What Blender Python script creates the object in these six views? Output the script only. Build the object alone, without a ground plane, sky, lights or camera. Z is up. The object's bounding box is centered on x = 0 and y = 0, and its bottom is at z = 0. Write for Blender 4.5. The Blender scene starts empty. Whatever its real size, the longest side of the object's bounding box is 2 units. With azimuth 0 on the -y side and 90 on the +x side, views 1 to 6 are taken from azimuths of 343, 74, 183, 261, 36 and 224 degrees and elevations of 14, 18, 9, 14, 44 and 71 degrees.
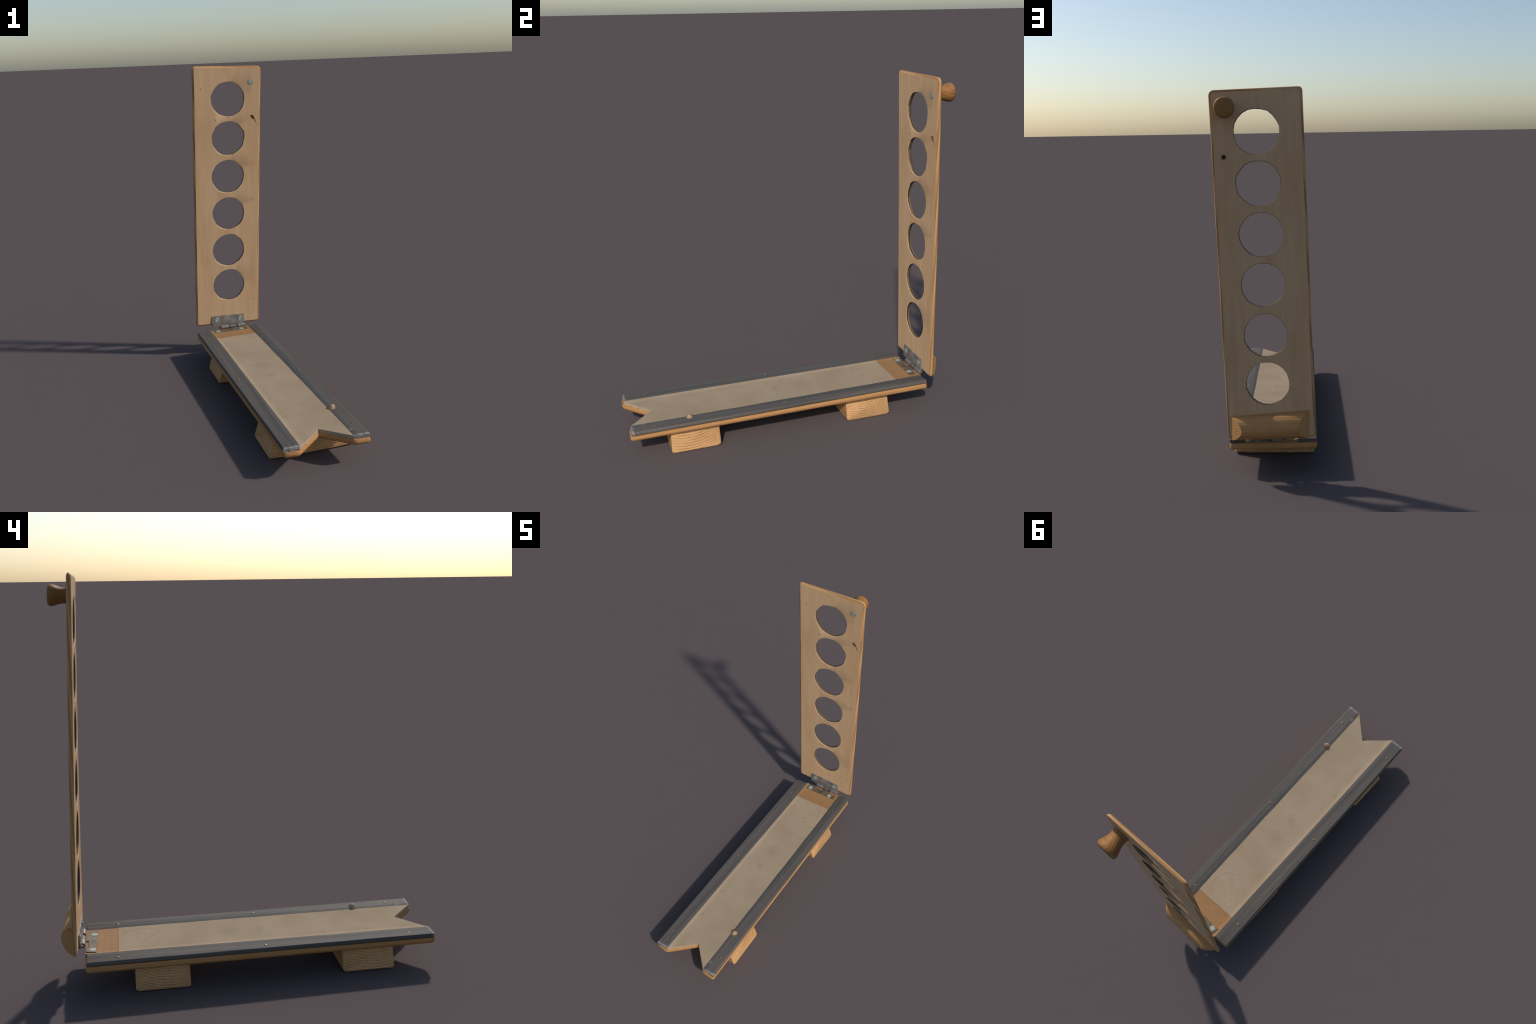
import bpy, bmesh, math, random
from mathutils import Vector, Matrix

random.seed(7)
COL = bpy.context.scene.collection


# ------------------------------------------------------------------ helpers
def lerp(a, b, t):
    return a + (b - a) * t


def srgb(r, g, b):
    f = lambda c: (c / 255 / 12.92) if c / 255 <= 0.04045 else ((c / 255 + 0.055) / 1.055) ** 2.4
    return (f(r), f(g), f(b), 1.0)


def finish(bm, name, parent, mats, angle=35, face_mat=None):
    bmesh.ops.recalc_face_normals(bm, faces=bm.faces)
    me = bpy.data.meshes.new(name)
    if face_mat:
        for f in bm.faces:
            f.material_index = face_mat(f)
    bm.to_mesh(me)
    bm.free()
    for m in (mats if isinstance(mats, (list, tuple)) else [mats]):
        me.materials.append(m)
    for p in me.polygons:
        p.use_smooth = True
    me.set_sharp_from_angle(angle=math.radians(angle))
    ob = bpy.data.objects.new(name, me)
    COL.objects.link(ob)
    ob.parent = parent
    return ob


def loft(rings, close=True, cap=True):
    """rings: list of equally long lists of points; skin between them."""
    bm = bmesh.new()
    vr = [[bm.verts.new(p) for p in r] for r in rings]
    n = len(vr[0])
    for a, b in zip(vr, vr[1:]):
        for i in range(n if close else n - 1):
            bm.faces.new((a[i], a[(i + 1) % n], b[(i + 1) % n], b[i]))
    if cap:
        bm.faces.new(vr[0])
        bm.faces.new(vr[-1])
    return bm


def round_corners(poly, radii, seg=4):
    """2D polygon with each corner replaced by a small arc."""
    out = []
    n = len(poly)
    for i, p in enumerate(poly):
        r = radii[i] if isinstance(radii, (list, tuple)) else radii
        p = Vector(p)
        a = (Vector(poly[i - 1]) - p)
        b = (Vector(poly[(i + 1) % n]) - p)
        if r <= 0:
            out.append(p)
            continue
        pa, pb = p + a.normalized() * r, p + b.normalized() * r
        for k in range(seg + 1):
            t = k / seg
            out.append((1 - t) ** 2 * pa + 2 * t * (1 - t) * p + t * t * pb)
    return out


def inset_poly(poly, d):
    """Move every edge of a counter-clockwise 2D polygon inwards by d."""
    n = len(poly)
    out = []
    for i in range(n):
        p, q, s = Vector(poly[i - 1]), Vector(poly[i]), Vector(poly[(i + 1) % n])
        e1, e2 = (q - p).normalized(), (s - q).normalized()
        n1, n2 = Vector((-e1.y, e1.x)), Vector((-e2.y, e2.x))
        m = n1 + n2
        if m.length < 1e-6:
            m = n1.copy()
        m.normalize()
        out.append(q + m * (d / max(0.35, m.dot(n1))))
    return out


# ---------------------------------------------------------------- materials
class Nodes:
    def __init__(self, name, rough=0.75, metallic=0.0, spec=0.12):
        self.m = bpy.data.materials.new(name)
        self.m.use_nodes = True
        self.t = self.m.node_tree
        self.b = self.t.nodes["Principled BSDF"]
        self.b.inputs["Roughness"].default_value = rough
        self.b.inputs["Metallic"].default_value = metallic
        self.b.inputs["Specular IOR Level"].default_value = spec
        self.co = self.t.nodes.new("ShaderNodeTexCoord").outputs["Object"]

    def link(self, a, b):
        self.t.links.new(a, b)

    def mapped(self, scale=(1, 1, 1), loc=(0, 0, 0), rot=(0, 0, 0)):
        n = self.t.nodes.new("ShaderNodeMapping")
        n.inputs["Scale"].default_value = scale
        n.inputs["Location"].default_value = loc
        n.inputs["Rotation"].default_value = rot
        self.link(self.co, n.inputs["Vector"])
        return n.outputs["Vector"]

    def noise(self, scale, vec=None, detail=4, rough=0.55, dist=0.0):
        n = self.t.nodes.new("ShaderNodeTexNoise")
        n.inputs["Scale"].default_value = scale
        n.inputs["Detail"].default_value = detail
        n.inputs["Roughness"].default_value = rough
        n.inputs["Distortion"].default_value = dist
        self.link(vec or self.co, n.inputs["Vector"])
        return n.outputs["Fac"]

    def wave(self, scale, vec, kind="RINGS", axis="X", dist=1.0, detail=2.0, dscale=1.0):
        n = self.t.nodes.new("ShaderNodeTexWave")
        n.wave_type = kind
        if kind == "RINGS":
            n.rings_direction = axis
        else:
            n.bands_direction = axis
        n.inputs["Scale"].default_value = scale
        n.inputs["Distortion"].default_value = dist
        n.inputs["Detail"].default_value = detail
        n.inputs["Detail Scale"].default_value = dscale
        self.link(vec, n.inputs["Vector"])
        return n.outputs["Fac"]

    def ramp(self, fac, stops):
        n = self.t.nodes.new("ShaderNodeValToRGB")
        els = n.color_ramp.elements
        while len(els) < len(stops):
            els.new(0.5)
        for e, (p, c) in zip(els, stops):
            e.position = p
            e.color = c if len(c) == 4 else (*c, 1)
        self.link(fac, n.inputs["Fac"])
        return n.outputs["Color"]

    def mask(self, fac, a, b):
        return self.ramp(fac, [(a, (0, 0, 0)), (b, (1, 1, 1))])

    def mix(self, fac, a, b, mode="MIX"):
        n = self.t.nodes.new("ShaderNodeMix")
        n.data_type = "RGBA"
        n.blend_type = mode
        for sock, v in ((n.inputs[0], fac), (n.inputs[6], a), (n.inputs[7], b)):
            if hasattr(v, "is_linked"):
                self.link(v, sock)
            else:
                sock.default_value = v
        return n.outputs[2]

    def math(self, op, a, b=0.0, c=0.0):
        n = self.t.nodes.new("ShaderNodeMath")
        n.operation = op
        for s, v in zip(n.inputs, (a, b, c)):
            if hasattr(v, "is_linked"):
                self.link(v, s)
            else:
                s.default_value = v
        return n.outputs[0]

    def xyz(self):
        n = self.t.nodes.new("ShaderNodeSeparateXYZ")
        self.link(self.co, n.inputs[0])
        return n.outputs

    def dist(self, p, scale=(1, 1, 1)):
        """distance to point p with per-axis scale (0 ignores an axis)"""
        v = self.mapped(scale=scale, loc=tuple(-p[i] * scale[i] for i in range(3)))
        n = self.t.nodes.new("ShaderNodeVectorMath")
        n.operation = "LENGTH"
        self.link(v, n.inputs[0])
        return n.outputs["Value"]

    def spot(self, col, p, r, color, strength=1.0, soft=0.5, scale=(1, 1, 1)):
        d = self.dist(p, scale)
        m = self.ramp(d, [(r * (1 - soft), (strength,) * 3), (r, (0, 0, 0))])
        return self.mix(m, col, color)

    def bump(self, height, strength=0.2, distance=0.002):
        n = self.t.nodes.new("ShaderNodeBump")
        n.inputs["Strength"].default_value = strength
        n.inputs["Distance"].default_value = distance
        self.link(height, n.inputs["Height"])
        self.link(n.outputs["Normal"], self.b.inputs["Normal"])

    def out(self, col):
        self.link(col, self.b.inputs["Base Color"])
        return self.m


def ring_wood(name, light, mid, dark, axis, centre, spacing, stretch, warp=1.2,
              line=0.55, rough=0.6, fleck=None):
    """Solid timber: growth rings around `axis` through `centre`, seen as arcs
    on the ends and as straight grain on the sides."""
    k = Nodes(name, rough)
    s = [1.0, 1.0, 1.0]
    s["XYZ".index(axis)] = 0.04
    loc = tuple(-centre[i] * s[i] for i in range(3))
    v = k.mapped(scale=tuple(s), loc=loc)
    w = k.wave(math.tau / 20 / spacing, v, "RINGS", axis, dist=warp, detail=2, dscale=1.3)
    broad = k.noise(7, k.mapped(scale=tuple(stretch)), 3)
    fine = k.noise(60, k.mapped(scale=tuple(stretch)), 4)
    base = k.mix(k.mask(broad, 0.3, 0.7), light, mid)
    m = k.math("MULTIPLY", k.mask(w, 0.62, 0.98), line)
    m = k.math("MULTIPLY", m, k.mask(k.noise(22, None, 4), 0.32, 0.58))
    col = k.mix(m, base, dark)
    col = k.mix(k.math("MULTIPLY", k.mask(fine, 0.45, 0.72), 0.5), col, mid)
    if fleck:
        f = k.mask(k.noise(75, None, 2), 0.64, 0.72)
        col = k.mix(k.math("MULTIPLY", f, 0.55), col, fleck)
    k.bump(k.math("ADD", w, fine), 0.25, 0.0012)
    return k.out(col)


def panel_face_material():
    k = Nodes("pale_plywood", 0.55)
    long = (1, 1, 0.06)
    broad = k.noise(9, k.mapped(scale=(1, 1, 0.22)), 3)
    streak = k.noise(46, k.mapped(scale=long, rot=(0, 0.033, 0)), 4)
    cloud = k.noise(4.5, None, 3)
    col = k.mix(k.mask(broad, 0.3, 0.72), PANEL_A, PANEL_B)
    col = k.mix(k.math("MULTIPLY", k.mask(streak, 0.42, 0.75), 0.36), col, PANEL_C)
    col = k.mix(k.math("MULTIPLY", k.mask(cloud, 0.42, 0.7), 0.5), col, PANEL_D)
    # small stains and the green pencil fleck
    for p, r, c in (((-0.060, 0.805, 1.648), 0.009, srgb(96, 128, 104)),
                    ((-0.152, 0.79, 1.852), 0.006, srgb(105, 80, 62)),
                    ((0.178, 0.835, 1.10), 0.005, srgb(110, 84, 68)),
                    ((0.172, 0.863, 0.37), 0.006, srgb(120, 92, 78))):
        col = k.spot(col, p, r, c, 0.8, 0.6, (1, 0.45, 1))
    # grey halo rubbed around the screw
    col = k.spot(col, (0.181, 0.80, 1.885), 0.030, srgb(150, 134, 112), 0.6, 0.6, (1, 2, 1))
    k.bump(streak, 0.15, 0.001)
    return k.out(col)


def plywood_edge_material(name, a, b):
    k = Nodes(name, 0.6)
    # veneer layers lie parallel to the panel face
    w = k.wave(18, k.mapped(scale=(1, 1, 0.0), rot=(0.047, 0, 0)), "BANDS", "Y", dist=1.0)
    n = k.noise(30, k.mapped(scale=(1, 1, 0.15)), 3)
    col = k.mix(k.mask(w, 0.3, 0.8), a, b)
    col = k.mix(k.math("MULTIPLY", k.mask(n, 0.45, 0.75), 0.4), col, b)
    return k.out(col)


def hardboard_material():
    k = Nodes("pale_hardboard", 0.9, 0.0, 0.06)
    cloud = k.noise(5, None, 4)
    grain = k.noise(90, k.mapped(scale=(1.0, 0.45, 1)), 4)
    col = k.mix(k.mask(cloud, 0.3, 0.7), DECK_A, DECK_B)
    col = k.mix(k.math("MULTIPLY", k.mask(grain, 0.45, 0.72), 0.30), col, DECK_C)
    # brown specks
    v = k.t.nodes.new("ShaderNodeTexVoronoi")
    v.inputs["Scale"].default_value = 17
    v.inputs["Randomness"].default_value = 1
    k.link(k.mapped(scale=(1, 1, 0)), v.inputs["Vector"])
    speck = k.ramp(v.outputs["Distance"], [(0.03, (1, 1, 1)), (0.085, (0, 0, 0))])
    speck = k.math("MULTIPLY", speck, k.mask(k.noise(6, k.mapped(loc=(3, 1, 0)), 2), 0.48, 0.66))
    col = k.mix(k.math("MULTIPLY", speck, 0.75), col, srgb(118, 88, 62))
    v2 = k.t.nodes.new("ShaderNodeTexVoronoi")
    v2.inputs["Scale"].default_value = 48
    k.link(k.mapped(scale=(1, 0.8, 0), loc=(0.3, 0.7, 0)), v2.inputs["Vector"])
    fleck = k.ramp(v2.outputs["Distance"], [(0.05, (1, 1, 1)), (0.16, (0, 0, 0))])
    fleck = k.math("MULTIPLY", fleck, k.mask(k.noise(14, k.mapped(loc=(1, 5, 0)), 2), 0.45, 0.65))
    col = k.mix(k.math("MULTIPLY", fleck, 0.6), col, srgb(122, 100, 76))
    flat = (1, 1, 0)
    # grey smudges
    wob = k.noise(28, None, 3)
    for p, r, s, sc in (((-0.013, 0.112, 0), 0.085, 0.75, (1, 1, 0)), ((-0.014, -0.046, 0), 0.045, 0.75, flat)):
        d = k.math("ADD", k.dist(p, sc), k.math("MULTIPLY", k.math("SUBTRACT", wob, 0.5), 0.11))
        m = k.ramp(d, [(0.005, (s, s, s)), (r, (0, 0, 0))])
        col = k.mix(k.math("MULTIPLY", m, 0.32), col, srgb(112, 100, 88))
    # small yellow-brown blots
    for p, r in (((-0.125, -0.37, 0), 0.013), ((-0.115, -0.60, 0), 0.011), ((0.005, 0.50, 0), 0.016),
                 ((-0.02, 0.52, 0), 0.012), ((-0.08, 0.60, 0), 0.008)):
        col = k.spot(col, p, r, srgb(140, 104, 66), 0.5, 0.9, flat)
    # faint pencil ring by the hinge, worn away on the far side
    d = k.dist((-0.022, 0.562, 0), flat)
    off = k.math("ABSOLUTE", k.math("SUBTRACT", d, 0.108))
    m = k.ramp(off, [(0.0007, (1, 1, 1)), (0.0030, (0, 0, 0))])
    m = k.math("MULTIPLY", m, k.ramp(k.xyz()[0], [(0.0, (0.2, 0.2, 0.2)), (0.03, (1, 1, 1))]))
    col = k.mix(k.math("MULTIPLY", m, 0.42), col, srgb(105, 92, 78))
    k.bump(grain, 0.12, 0.001)
    return k.out(col)


def rail_material():
    k = Nodes("grey_metal_strip", 0.7, 0.0, 0.16)
    streak = k.noise(60, k.mapped(scale=(1, 0.012, 1), rot=(0, 0, 0.013)), 3)
    broad = k.noise(26, k.mapped(scale=(1, 0.02, 0.6), loc=(0.3, 0, 0), rot=(0, 0, 0.013)), 2)
    patch = k.noise(3.5, None, 2)
    col = k.mix(k.mask(broad, 0.35, 0.65), RAIL_A, RAIL_B)
    col = k.mix(k.math("MULTIPLY", k.mask(streak, 0.45, 0.62), 0.7), col, RAIL_C)
    col = k.mix(k.math("MULTIPLY", k.mask(patch, 0.5, 0.75), 0.3), col, RAIL_D)
    # bright sawn ends
    y = k.xyz()[1]
    end = k.ramp(k.math("MULTIPLY", y, -1.0), [(0.920, (0, 0, 0)), (0.928, (1, 1, 1))])
    end = k.math("MULTIPLY", end, k.mask(k.noise(45, None, 3), 0.35, 0.6))
    col = k.mix(k.math("MULTIPLY", end, 0.7), col, srgb(150, 146, 142))
    col = k.spot(col, (0.155, -0.865, 0), 0.012, srgb(150, 148, 145), 0.5, 0.9, (1, 1, 0))
    k.bump(streak, 0.2, 0.0008)
    return k.out(col)


def metal_material(name, a, b, rough, metallic, scale=30):
    k = Nodes(name, rough, metallic, 0.5)
    col = k.mix(k.mask(k.noise(scale, None, 3), 0.35, 0.65), a, b)
    return k.out(col)


PANEL_A, PANEL_B = srgb(204, 168, 130), srgb(190, 152, 112)
PANEL_C, PANEL_D = srgb(172, 133, 96), srgb(194, 161, 127)
DECK_A, DECK_B, DECK_C = srgb(160, 142, 119), srgb(149, 130, 106), srgb(140, 121, 96)
RAIL_A, RAIL_B = srgb(82, 79, 74), srgb(94, 87, 81)
RAIL_C, RAIL_D = srgb(71, 69, 65), srgb(96, 88, 82)

MAT_PANEL = panel_face_material()
MAT_PANEL_EDGE = plywood_edge_material("plywood_edge", srgb(186, 145, 100), srgb(156, 115, 74))
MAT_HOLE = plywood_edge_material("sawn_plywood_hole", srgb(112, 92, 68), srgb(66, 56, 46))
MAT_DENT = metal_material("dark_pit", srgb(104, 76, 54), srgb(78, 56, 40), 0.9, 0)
MAT_DECK = hardboard_material()
MAT_DECK_EDGE = metal_material("hardboard_edge", srgb(176, 152, 124), srgb(150, 128, 104), 0.7, 0)
MAT_RAIL = rail_material()
MAT_BASE = ring_wood("pine_board", srgb(184, 138, 90), srgb(170, 121, 74), srgb(142, 94, 56), "Y",
                     (-0.45, 0, -0.80), 0.013, (1, 0.06, 1), line=0.5)
MAT_FOOT = ring_wood("pine_block", srgb(200, 158, 110), srgb(190, 144, 96), srgb(140, 92, 62), "X",
                     (0, -0.62, 0.46), 0.0140, (0.06, 1, 1), line=0.85, fleck=srgb(150, 90, 52))
MAT_FOOT_B = ring_wood("pine_block_far", srgb(200, 158, 110), srgb(190, 144, 96), srgb(140, 92, 62), "X",
                       (0, 0.43, 0.34), 0.0130, (0.06, 1, 1), line=0.85, fleck=srgb(150, 90, 52))
MAT_BLOCK = ring_wood("pine_moulding", srgb(186, 140, 90), srgb(168, 120, 72), srgb(136, 92, 54), "X",
                      (0, 1.02, 0.10), 0.013, (0.05, 1, 1), line=0.4)
MAT_KNOB = ring_wood("turned_oak", srgb(158, 113, 68), srgb(136, 94, 52), srgb(98, 63, 36), "Y",
                     (0.10, 0, 1.80), 0.011, (1, 0.12, 1), line=0.6, rough=0.45)
MAT_STRIP = ring_wood("bare_wood", srgb(150, 115, 78), srgb(137, 102, 66), srgb(122, 88, 54), "X",
                      (0, 0.4, -0.3), 0.02, (0.8, 1, 1), line=0.05)
MAT_PEG = metal_material("pale_dowel", srgb(166, 134, 102), srgb(142, 110, 80), 0.7, 0, 60)
MAT_HINGE = metal_material("dull_steel", srgb(138, 131, 126), srgb(102, 95, 90), 0.45, 0.3, 22)
MAT_HINGE_LOW = metal_material("tarnished_steel", srgb(116, 102, 84), srgb(82, 72, 58), 0.5, 0.3, 26)
MAT_SCREW = metal_material("zinc_screw", srgb(154, 156, 142), srgb(140, 138, 120), 0.45, 0.3, 90)
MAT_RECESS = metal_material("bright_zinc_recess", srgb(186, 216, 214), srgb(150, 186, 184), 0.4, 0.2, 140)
MAT_BRASS = metal_material("brass_nail", srgb(140, 116, 70), srgb(84, 66, 40), 0.45, 0.3, 110)

# ------------------------------------------------------------------- root
root = bpy.data.objects.new("hinged_holder_board", None)
COL.objects.link(root)
root["label"] = "wooden hinged board with six-hole upright and metal-edged base"
root["category"] = "wooden rack"

# ------------------------------------------------------- deck (lying part)
# Plan edges, front (y = -0.935) to back.
Y_FRONT = -0.938
LEFT_OUT, LEFT_IN = (-0.2385, -0.2605), (-0.151, -0.164)
RIGHT_IN, RIGHT_OUT = (0.138, 0.113), (0.2295, 0.1975)


def t_of(y):
    return (y - Y_FRONT) / (0.84 - Y_FRONT)


def back_y(x):
    return 0.831 + (x + 0.26) * 0.048


def top_z(y):
    return lerp(0.1725, 0.1865, t_of(y))


def low_z(y):
    return lerp(0.1135, 0.1235, t_of(y))


def edge_x(pair, y):
    return lerp(pair[0], pair[1], t_of(y))


APEX = (0.003, -0.797)
SHEET_DROP = 0.0045
LAYER = 0.0235          # rail / sheet layer above the pine board
STRIP_Y = 0.678

# pine board: outline in plan, rounded towards the underside
outline = [(LEFT_OUT[1] + .003, back_y(-0.26)), (LEFT_OUT[0] + .003, -0.937), (LEFT_IN[0] - .004, Y_FRONT - .006),
           APEX, (RIGHT_IN[0] + .006, Y_FRONT - .001), (RIGHT_OUT[0] - .003, Y_FRONT - .004),
           (RIGHT_OUT[1] - .002, back_y(0.197))]
outline = round_corners(outline, [0.012, 0.016, 0.02, 0.006, 0.014, 0.012, 0.014], 4)
rings = []
for inset, f, absd in ((0.0, 1.0, -LAYER), (-0.003, 0.0, 0.024), (-0.003, 0.0, 0.017), (0.001, 0.0, 0.008), (0.008, 0.0, 0.0025), (0.016, 0.0, 0.0)):
    pts = inset_poly(outline, inset)
    rings.append([(p.x, p.y, (top_z(p.y) if f else low_z(p.y)) + absd) for p in pts])
bm = loft(rings)
deck = finish(bm, "base_board", root, MAT_BASE, 40)

# hardboard sheet between the rails; its left side curls up against the rail
def sheet(y0_fn, y1_fn, name, mats, drop, fm=None):
    """cross strip: columns across x, each running from y0(x) to y1(x)"""
    fr = [0.0, 0.045, 0.06, 0.12, 0.25, 0.40, None, 0.65, 0.80, 0.94, 1.0]
    hs = [-0.0008, -drop * .75, -drop, -drop, -drop, -drop, -drop, -drop, -drop, -drop, -drop]
    cols = []
    for f, h in zip(fr, hs):
        col = []
        for q in range(9):
            # x depends on y along the tapering edges: iterate
            y = 0.0
            ff = f
            for _ in range(4):
                xl, xr = edge_x(LEFT_IN, y) + .0005, edge_x(RIGHT_IN, y) + .004
                if f is None:
                    x = lerp(APEX[0], APEX[0] - 0.028, t_of(y) ** 1.0)
                else:
                    x = lerp(xl, xr, ff)
                y = lerp(y0_fn(x, f), y1_fn(x), q / 8)
            col.append(Vector((x, y, top_z(y) + h)))
        cols.append(col)
    bm = bmesh.new()
    V = [[bm.verts.new(p) for p in c] for c in cols]
    W = [[bm.verts.new((p.x, p.y, top_z(p.y) - LAYER + .0005)) for p in c] for c in cols]
    nc, nr = len(V), len(V[0])
    for i in range(nc - 1):
        for j in range(nr - 1):
            bm.faces.new((V[i][j], V[i + 1][j], V[i + 1][j + 1], V[i][j + 1]))
            bm.faces.new((W[i][j], W[i][j + 1], W[i + 1][j + 1], W[i + 1][j]))
        for j in (0, nr - 1):
            bm.faces.new((V[i][j], V[i + 1][j], W[i + 1][j], W[i][j]))
    for i in (0, nc - 1):
        for j in range(nr - 1):
            bm.faces.new((V[i][j], V[i][j + 1], W[i][j + 1], W[i][j]))
    return finish(bm, name, root, mats, 30, fm)


def notch_y(x, f):
    if f is None:
        return APEX[1]
    if x < APEX[0]:
        t = (APEX[0] - x) / (APEX[0] - LEFT_IN[0])
    else:
        t = (x - APEX[0]) / (RIGHT_IN[0] + .004 - APEX[0])
    return lerp(APEX[1], Y_FRONT + (0.003 if x < 0 else 0.007), min(t, 1.0))


sheet(notch_y, lambda x: STRIP_Y + (x + .03) * 0.02, "hardboard_sheet", [MAT_DECK, MAT_DECK_EDGE], SHEET_DROP,
      lambda f: 0 if abs(f.normal.z) > 0.4 else 1)
sheet(lambda x, f: STRIP_Y + 0.0006 + (x + .03) * 0.02, lambda x: back_y(x) + 0.002, "bare_wood_strip",
      [MAT_STRIP], SHEET_DROP + 0.0008)


# metal rails: cross-section from the inner edge (w = 0) to the outer (w = 1)
def rail(inner, outer, inner_profile):
    prof = [(0.0, -LAYER + 0.001)] + inner_profile + [
        (0.30, 0.0000), (0.33, -0.0005), (0.52, -0.0006), (0.56, -0.0001), (0.60, -0.0001), (0.63, -0.0004),
        (0.86, 0.0000), (0.935, -0.0006), (0.975, -0.0034), (1.0, -0.0085), (1.004, -0.0150),
        (0.995, -0.0190), (0.97, -0.0210), (0.93, -LAYER + 0.001)]
    cx = lambda y, w: lerp(edge_x(inner, y), edge_x(outer, y), w)
    rings = []
    n = 14
    for i in range(n + 1):
        ring = []
        for w, h in prof:
            x0 = cx(Y_FRONT, w)
            yf = Y_FRONT + 0.002 + (0.004 if w > .97 else 0) + (.005 if inner is RIGHT_IN and w < .1 else 0)
            yb = back_y(cx(0.84, w)) - 0.004
            t = i / n
            e = 0.0
            if i == 0:
                t, e = 0.0, -0.0035
            elif i == 1:
                t = 0.0025
            elif i == n - 1:
                t = 0.9975
            elif i == n:
                t, e = 1.0, -0.0025
            y = lerp(yf, yb, t)
            hh = h + e * (1.0 if h > -0.019 else 0.0)
            ring.append((cx(y, w), y, top_z(y) + hh + 0.0006 * math.sin(i * 2.1 + w * 3)))
        rings.append(ring)
    return finish(loft(rings), "metal_rail", root, MAT_RAIL, 32)


rail(LEFT_IN, LEFT_OUT, [(0.0, -0.0016), (0.015, -0.0004), (0.05, 0.0)])
rail(RIGHT_IN, RIGHT_OUT, [(0.0, -0.0058), (0.04, -0.0046), (0.14, -0.0018), (0.24, -0.0004)])

# brass nails in the rails (small domed heads)
bm = loft([[(r * math.cos(a * math.pi / 6), r * math.sin(a * math.pi / 6), z) for a in range(12)]
           for r, z in ((0.0085, -0.004), (0.0085, 0.0000), (0.0074, 0.0016), (0.0040, 0.0026), (0.0010, 0.0029))])
nail = finish(bm, "brass_nail", root, MAT_BRASS, 60)
nail_spots = [(-0.220, 0.680), (-0.214, -0.051), (-0.204, -0.806), (0.155, 0.684), (0.169, -0.046), (0.187, -0.804)]
for i, (x, y) in enumerate(nail_spots):
    o = nail if i == 0 else nail.copy()
    if i:
        COL.objects.link(o)
    o.location = (x, y, top_z(y) - 0.0007)
    o.rotation_euler = (random.uniform(-.15, .15), random.uniform(-.15, .15), random.uniform(0, 6))

# broken dowel peg standing in the right rail
rings = []
for z, r, ox in ((-0.006, 0.023, -0.002), (0.001, 0.021, -0.001), (0.006, 0.0180, 0.001), (0.013, 0.0145, 0.002),
                 (0.0175, 0.0095, 0.003), (0.0200, 0.0045, 0.004), (0.0208, 0.002, 0.004)):
    rings.append([(0.156 + ox + r * (1 + .10 * math.sin(3 * a + z * 60)) * math.cos(a),
                   -0.605 + r * (1 + .10 * math.cos(2 * a)) * math.sin(a),
                   top_z(-.6) + z) for a in [k * math.tau / 9 + .2 for k in range(9)]])
finish(loft(rings), "dowel_peg", root, MAT_PEG, 28)


# ------------------------------------------------------------------- feet
def foot(name, corners, height_f, mat, r_low):
    """corners: plan quad (front-left, front-right, back-right, back-left)"""
    (flx, fly), (frx, fry), (brx, bry), (blx, bly) = corners
    rings = []
    n = 10
    prof = round_corners([(0, 0), (1, 0), (1, 1), (0, 1)], 0.0)
    for i in range(n + 1):
        t = i / n
        e = 0.009 if i in (0, n) else 0.002 if i in (1, n - 1) else 0.0
        if i == 1:
            t = 0.010
        if i == n - 1:
            t = 0.990
        x = None
        yf, yb = lerp(fly, fry, t), lerp(bly, bry, t)
        L = yb - yf
        poly = [(yf + .002, height_f((yf))), (yf, r_low * .7), (yf + .003, .004), (yf + .009, 0.0),
                (yb - r_low, 0.0), (yb - .005, .006), (yb, r_low), (yb - .002, height_f(yb))]
        ring = []
        for (y, z) in poly:
            s = (y - yf) / L
            q = max(0.0, (z - 0.030) / 0.09)           # ends lean in towards the top
            xx = lerp(lerp(flx, blx, s) + q * 0.032, lerp(frx, brx, s) - q * 0.032, t)
            yy = y + (e if s < .3 else -e if s > .7 else 0)
            zz = z + (e if z < .01 else 0)
            ring.append((xx, yy, zz))
        rings.append(ring)
    return finish(loft(rings), name, root, mat, 40)


foot("foot_block", [(-0.244, -0.721), (0.229, -0.725), (0.223, -0.441), (-0.243, -0.446)],
     lambda y: low_z(y) + .0008, MAT_FOOT, 0.016)
foot("foot_block", [(-0.243, 0.328), (0.199, 0.330), (0.198, 0.606), (-0.244, 0.602)],
     lambda y: low_z(y) + .0008, MAT_FOOT_B, 0.014)

# -------------------------------------------------------------- upright panel
C_TL, C_TR = Vector((-0.202, 0.7835, 1.9985)), Vector((0.2645, 0.7940, 1.9850))
C_BL, C_BR = Vector((-0.256, 0.872, 0.213)), Vector((0.2005, 0.868, 0.199))
UP = (((C_TL + C_TR) - (C_BL + C_BR)) / 2)
PANEL_H = UP.length
UP.normalize()
PANEL_W = (((C_TR - C_TL) + (C_BR - C_BL)) / 2).length
SIDE = (((C_TR - C_TL) + (C_BR - C_BL)) / 2).normalized()
OUTN = UP.cross(SIDE).normalized()
if OUTN.y < 0:
    OUTN = -OUTN              # pointing to the back
THICK = 0.0215


def panel_pt(x, z, d=0.0):
    """x: across in metres from the centre line, z: up from the bottom edge, d: depth from the front face"""
    s, t = x / PANEL_W + 0.5, z / PANEL_H
    bow = 0.0055 * math.sin(math.pi * min(max(t, 0), 1)) * (0.3 + 0.7 * s) - 0.001
    return C_BL.lerp(C_BR, s).lerp(C_TL.lerp(C_TR, s), t) + OUTN * (d + bow)


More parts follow.
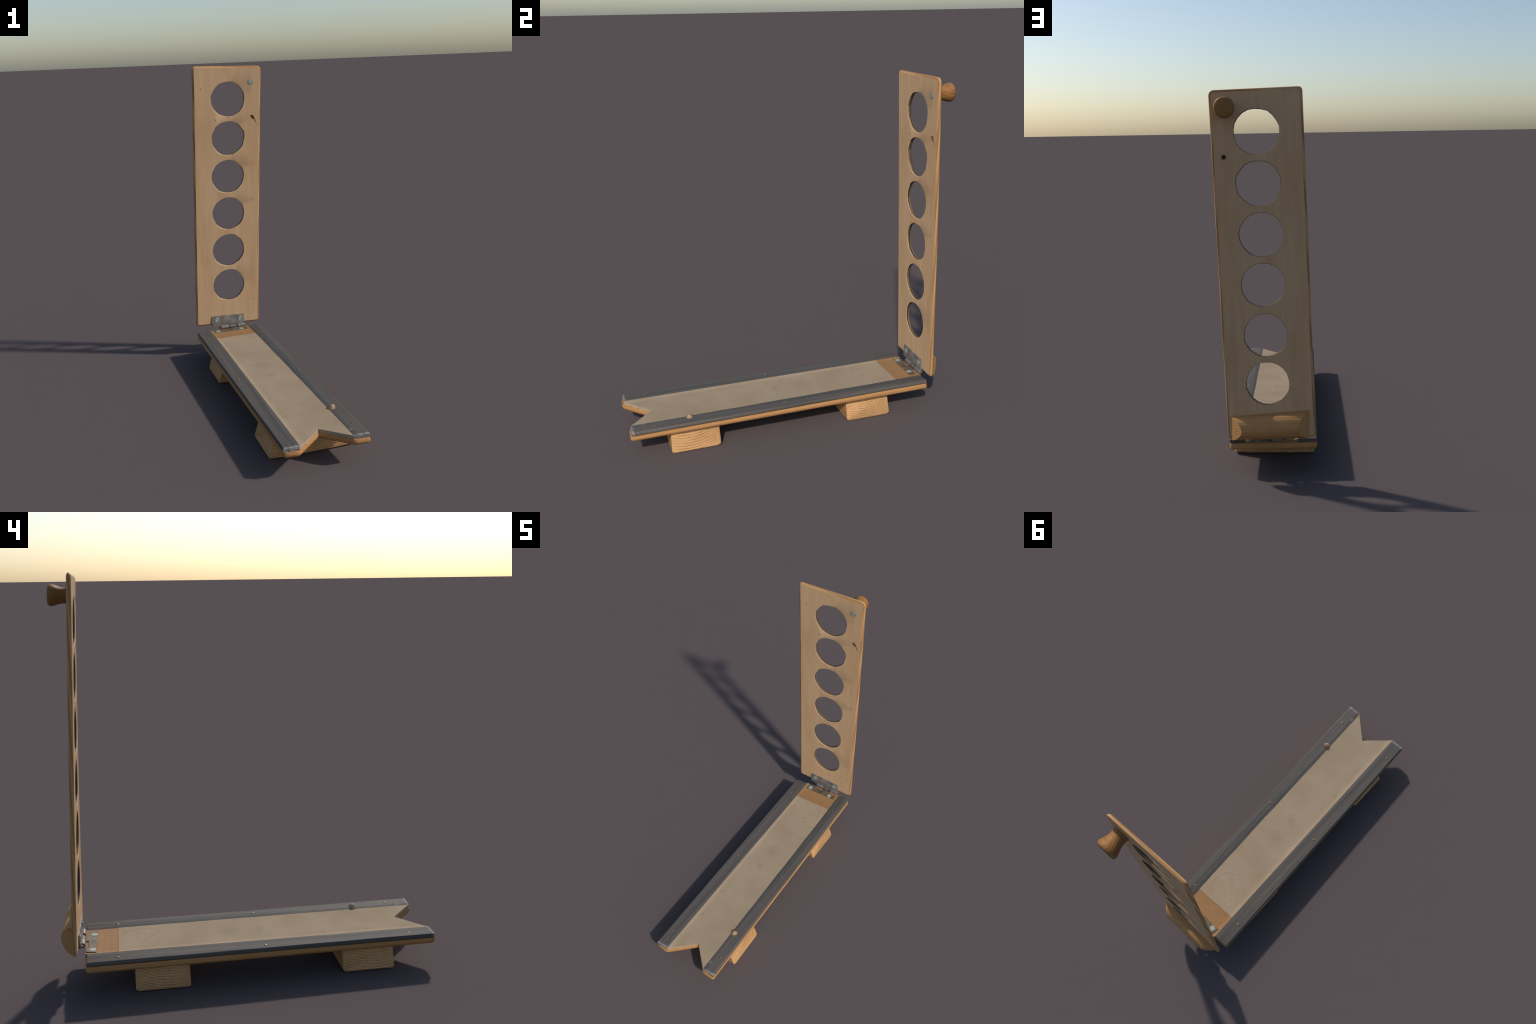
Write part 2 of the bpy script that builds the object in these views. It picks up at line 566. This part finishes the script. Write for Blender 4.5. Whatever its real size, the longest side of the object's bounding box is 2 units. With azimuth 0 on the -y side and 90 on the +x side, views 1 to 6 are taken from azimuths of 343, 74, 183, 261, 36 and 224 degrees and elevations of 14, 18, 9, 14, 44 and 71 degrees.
def to_panel(P):
    c = (C_BL + C_BR) / 2
    v = Vector(P) - c
    return v.dot(SIDE), v.dot(UP)


hole_world = [(0.024, 0.805, 1.781), (0.018, 0.819, 1.525), (0.008, 0.831, 1.268),
              (0.004, 0.844, 1.012), (-0.005, 0.852, 0.752), (-0.011, 0.861, 0.500)]
holes = [to_panel(p) for p in hole_world]
W2 = PANEL_W / 2
panel_out = round_corners([(-W2, 0.002), (W2, 0.0), (W2, PANEL_H), (-W2, PANEL_H)], [0.024, 0.028, 0.030, 0.024], 5)


def split_long(poly, step):
    """add points along long straight edges so the panel can bow"""
    out = []
    for i, p in enumerate(poly):
        q = poly[(i + 1) % len(poly)]
        k = max(1, int((q - p).length / step))
        out += [p.lerp(q, j / k) for j in range(k)]
    return out


panel_out = split_long(panel_out, 0.12)

bm = bmesh.new()


def add_rings(rings):
    """rings of (x, z, d) -> side faces; returns first and last ring edges"""
    vr = [[bm.verts.new(panel_pt(*p)) for p in r] for r in rings]
    n = len(vr[0])
    fs = []
    for a, b in zip(vr, vr[1:]):
        for i in range(n):
            fs.append(bm.faces.new((a[i], a[(i + 1) % n], b[(i + 1) % n], b[i])))
    ed = lambda r: [bm.edges.get((r[i], r[(i + 1) % n])) for i in range(n)]
    return ed(vr[0]), ed(vr[-1]), fs


BEV = 0.012
rings = []
for ins, d in ((BEV, 0.0), (0.0040, 0.0042), (0.0, 0.0095), (0.0, THICK - 0.008), (0.003, THICK - 0.0035), (BEV, THICK)):
    rings.append([(p.x, p.y, d) for p in inset_poly(panel_out, ins)])
front_edges, back_edges, edge_faces = add_rings(rings)
hole_faces = []
rng = random.Random(3)
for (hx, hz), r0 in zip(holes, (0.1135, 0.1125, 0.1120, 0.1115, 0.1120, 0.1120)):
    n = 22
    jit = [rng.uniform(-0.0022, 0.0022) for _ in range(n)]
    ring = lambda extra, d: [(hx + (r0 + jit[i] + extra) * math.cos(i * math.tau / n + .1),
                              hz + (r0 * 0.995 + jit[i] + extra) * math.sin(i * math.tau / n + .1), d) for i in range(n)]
    # front rim: scan artefacts shaped as shallow uneven facets, mostly up to the right and down to the left
    scan_crease = [0.0012 + 0.012 * max(0.0, math.cos(i * math.tau / n - 0.75)) ** 6 * rng.uniform(0.3, 1.0)
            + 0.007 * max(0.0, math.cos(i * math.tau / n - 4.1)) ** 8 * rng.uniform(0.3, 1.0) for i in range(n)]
    rim = [(hx + (r0 + jit[i] + scan_crease[i]) * math.cos(i * math.tau / n + .1),
            hz + (r0 * 0.995 + jit[i] + scan_crease[i]) * math.sin(i * math.tau / n + .1), 0.0) for i in range(n)]
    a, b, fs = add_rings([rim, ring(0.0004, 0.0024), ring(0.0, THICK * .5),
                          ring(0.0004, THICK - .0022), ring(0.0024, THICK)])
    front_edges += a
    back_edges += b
    hole_faces += fs[n:]          # the scan-creased front rim keeps the face veneer
# scan artefact shaped as a dent with a crack-like tail (front) and a nail hole (back)
dx, dz = to_panel((0.186, 0.811, 1.655))
dent = [(dx - .013, dz + .010), (dx - .002, dz + .014), (dx + .010, dz + .011), (dx + .018, dz - .006),
        (dx + .041, dz - .056), (dx + .012, dz - .010), (dx + .006, dz - .016), (dx - .004, dz - .010)]
inner = [(lerp(x, dx + .003, .6), lerp(z, dz, .6) + (.004 if z > dz - .03 else 0)) for x, z in dent]
a, b, dfs = add_rings([[(x, z, 0.0) for x, z in dent], [(x, z, 0.0055) for x, z in inner]])
front_edges += a
dent_faces = list(dfs) + bmesh.ops.contextual_create(bm, geom=b)["faces"]
nh = lambda r, d: [(dx + .001 + r * math.cos(k * math.tau / 10), dz + r * math.sin(k * math.tau / 10), d) for k in range(10)]
a, b, dfs = add_rings([nh(0.013, THICK), nh(0.008, THICK - .003), nh(0.005, THICK - .013)])
back_edges += a
dent_faces += list(dfs) + bmesh.ops.contextual_create(bm, geom=b)["faces"]
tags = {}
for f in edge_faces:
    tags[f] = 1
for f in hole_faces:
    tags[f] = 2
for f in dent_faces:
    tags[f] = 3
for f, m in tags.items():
    f.material_index = m
for ed in (front_edges, back_edges):
    res = bmesh.ops.triangle_fill(bm, use_beauty=True, use_dissolve=False, edges=ed)
    for g in res["geom"]:
        if isinstance(g, bmesh.types.BMFace):
            g.material_index = 0
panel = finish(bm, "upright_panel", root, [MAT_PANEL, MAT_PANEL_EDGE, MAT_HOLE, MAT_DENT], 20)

# moulding block across the foot of the panel, on the back
rings = []
prof = [(-0.002, 1.0), (0.016, 0.965), (0.031, 0.90), (0.0475, 0.74), (0.0540, 0.60), (0.0580, 0.45), (0.0555, 0.32),
        (0.0465, 0.19), (0.037, 0.085), (0.022, 0.0), (0.010, -0.045), (-0.002, -0.055)]
n = 12
for i in range(n + 1):
    t = i / n
    ring = []
    for d, h in prof:
        k = max(0.0, d) / 0.0580
        xa, xb = lerp(-0.222, -0.160, k ** 1.6), lerp(0.182, 0.124, k ** 1.4)   # sloping ends
        x = lerp(xa, xb, t)
        s = (x + 0.222) / 0.404
        zt, zb = lerp(0.361, 0.326, s), lerp(0.223, 0.208, s)
        z = lerp(zb, zt, h)
        yb = 0.872 + THICK - 0.001 - (z - 0.21) * 0.0475 - (x + .03) * .004
        ring.append((x, yb + d, z))
    rings.append(ring)
finish(loft(rings), "moulding_block", root, MAT_BLOCK, 30)

# turned knob on the back, high on the right
kx, kz = to_panel((0.176, 0.80, 1.893))
prof = [(-0.004, 0.0450), (0.003, 0.0415), (0.012, 0.0390), (0.034, 0.0380), (0.050, 0.0412), (0.070, 0.0478),
        (0.086, 0.0530), (0.0965, 0.0522), (0.1040, 0.0475), (0.1060, 0.0440), (0.1068, 0.0200)]
rings = []
base = panel_pt(kx, kz, THICK)
for d, r in prof:
    c = base + OUTN * d + SIDE * (-0.0006 * d / .01)
    rings.append([c + SIDE * (r * math.cos(a)) * (1 + .02 * math.sin(2 * a)) + UP * (r * math.sin(a))
                  for a in [k * math.tau / 12 + .35 for k in range(12)]])
finish(loft(rings), "knob", root, MAT_KNOB, 31)

# ------------------------------------------------------------------ screws
def screw_mesh():
    R = 0.0185
    bm = loft([[(r * math.cos(a * math.tau / 20), r * math.sin(a * math.tau / 20), z) for a in range(20)]
               for r, z in ((R, -0.002), (R, 0.0004), (R * .95, 0.0013), (R * .60, 0.0021), (R * .3, 0.0023))])
    ob = finish(bm, "screw", root, MAT_SCREW, 35)
    cut = bmesh.new()
    for i in range(2):
        g = bmesh.ops.create_cube(cut, size=1.0)["verts"]
        sc = (0.023, 0.0050, 0.008) if i == 0 else (0.0050, 0.0230, 0.0081)
        bmesh.ops.scale(cut, vec=sc, verts=g)
        bmesh.ops.translate(cut, vec=(0, 0, 0.0055), verts=g)
    me = bpy.data.meshes.new("cutter")
    cut.to_mesh(me)
    cut.free()
    co = bpy.data.objects.new("cutter", me)
    COL.objects.link(co)
    md = ob.modifiers.new("cross", "BOOLEAN")
    md.object = co
    md.operation = "DIFFERENCE"
    md.solver = "EXACT"
    md.use_self = True
    dg = bpy.context.evaluated_depsgraph_get()
    new = bpy.data.meshes.new_from_object(ob.evaluated_get(dg))
    ob.modifiers.clear()
    ob.data = new
    new.name = "screw"
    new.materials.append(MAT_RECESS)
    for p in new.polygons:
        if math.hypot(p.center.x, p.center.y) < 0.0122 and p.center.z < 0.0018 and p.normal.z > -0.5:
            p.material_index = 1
    bpy.data.objects.remove(co)
    return ob


bpy.context.view_layer.update()
screw = screw_mesh()


def place(src, first, loc, normal, spin, scale=1.0):
    o = src if first else src.copy()
    if not first:
        COL.objects.link(o)
    q = Vector(normal).to_track_quat("Z", "Y")
    o.matrix_local = Matrix.Translation(loc) @ q.to_matrix().to_4x4() @ Matrix.Rotation(spin, 4, "Z") @ Matrix.Scale(scale, 4)
    return o


def front_at(P, d):
    x, z = to_panel(P)
    return panel_pt(x, z, d)


FRONT = -OUTN


def leaf_th(z):
    """the upper hinge leaf swells towards the barrel (z above the panel's bottom edge)"""
    return 0.0045 + 0.0105 * min(1.2, max(0.0, (0.072 - z) / 0.085))

UPD = Vector((0, -0.008, 1)).normalized()
place(screw, True, front_at((0.181, 0.8, 1.886), -0.0005), FRONT, 0.3, 0.92)
place(screw, False, front_at((-0.112, 0.867, 0.248), -0.0088), FRONT, 0.5)
place(screw, False, front_at((0.060, 0.869, 0.2415), -0.0084), FRONT, 0.9)
place(screw, False, (-0.117, 0.806, top_z(.8) - SHEET_DROP + .0030), UPD, 0.2)
place(screw, False, (0.051, 0.804, top_z(.8) - SHEET_DROP + .0030), UPD, 0.7)

# pointed screw ends sticking out below the board
bm = loft([[(r * math.cos(a * math.tau / 10), r * math.sin(a * math.tau / 10), z) for a in range(10)]
           for r, z in ((0.016, 0.004), (0.014, -0.002), (0.008, -0.010), (0.0015, -0.014))])
tip = finish(bm, "screw_tip", root, MAT_SCREW, 50)
tip.location = (0.050, 0.806, low_z(.8))
t2 = tip.copy()
COL.objects.link(t2)
t2.location = (-0.112, 0.806, low_z(.8) - .0005)

# ------------------------------------------------------------------- hinge
hinge = bpy.data.objects.new("hinge", None)
COL.objects.link(hinge)
hinge.parent = root


def plate(poly, fn, thick, name, mat):
    """flat plate from a 2D polygon; fn(a, b, d) gives world points"""
    bm = bmesh.new()
    rr = [[fn(p.x, p.y, d) for p in inset_poly(poly, i)] for i, d in ((0, 0.0), (0, thick * .6), (0.0014, thick))]
    vr = [[bm.verts.new(p) for p in r] for r in rr]
    n = len(poly)
    for a, b in zip(vr, vr[1:]):
        for i in range(n):
            bm.faces.new((a[i], a[(i + 1) % n], b[(i + 1) % n], b[i]))
    bm.faces.new(vr[0])
    bm.faces.new(vr[-1])
    return finish(bm, name, hinge, mat, 30)


# leaf on the panel: tongue reaches down to the barrel, with a slot for the other leaf's knuckle
q = [(-0.145, 0.207), (-0.0865, 0.201), (-0.0850, 0.186), (-0.026, 0.187), (-0.025, 0.207), (0.036, 0.206),
     (0.037, 0.188), (0.093, 0.187), (0.092, 0.271), (-0.146, 0.280)]
poly = [Vector(to_panel((x, 0.868, z))) for x, z in q]
leaf = plate(poly, lambda a, b, d: panel_pt(a, b, 0.001 - d * leaf_th(b)), 1.0, "hinge_leaf", MAT_HINGE)
zl = lambda y: top_z(y) - SHEET_DROP - .0012
q = [Vector(p) for p in ((-0.148, 0.785), (0.095, 0.788), (0.093, 0.826), (0.040, 0.828), (0.038, 0.846), (-0.022, 0.845),
                         (-0.024, 0.828), (-0.090, 0.826), (-0.092, 0.838), (-0.138, 0.836))]
plate(q, lambda a, b, d: Vector((a, b, zl(b) + d)), 0.0045, "hinge_leaf", MAT_HINGE_LOW)
# knuckles and pin
AX_A, AX_B = Vector((-0.086, 0.8555, 0.1930)), Vector((0.094, 0.8590, 0.1900))


def barrel(x0, x1, r, name, mat):
    rings = []
    L = AX_B.x - AX_A.x
    for x, rr in ((x0, r * .85), (x0 + .0015, r), (x1 - .0015, r), (x1, r * .85)):
        c = AX_A.lerp(AX_B, (x - AX_A.x) / L)
        rings.append([c + Vector((0, rr * math.cos(a), rr * math.sin(a))) for a in [k * math.tau / 14 for k in range(14)]])
    return finish(loft(rings), name, hinge, mat, 40)


barrel(-0.085, -0.026, 0.0145, "hinge_knuckle", MAT_HINGE)
barrel(-0.024, 0.012, 0.0145, "hinge_knuckle", MAT_HINGE_LOW)
barrel(0.036, 0.093, 0.0145, "hinge_knuckle", MAT_HINGE)
barrel(-0.100, 0.096, 0.0060, "hinge_pin", MAT_HINGE)
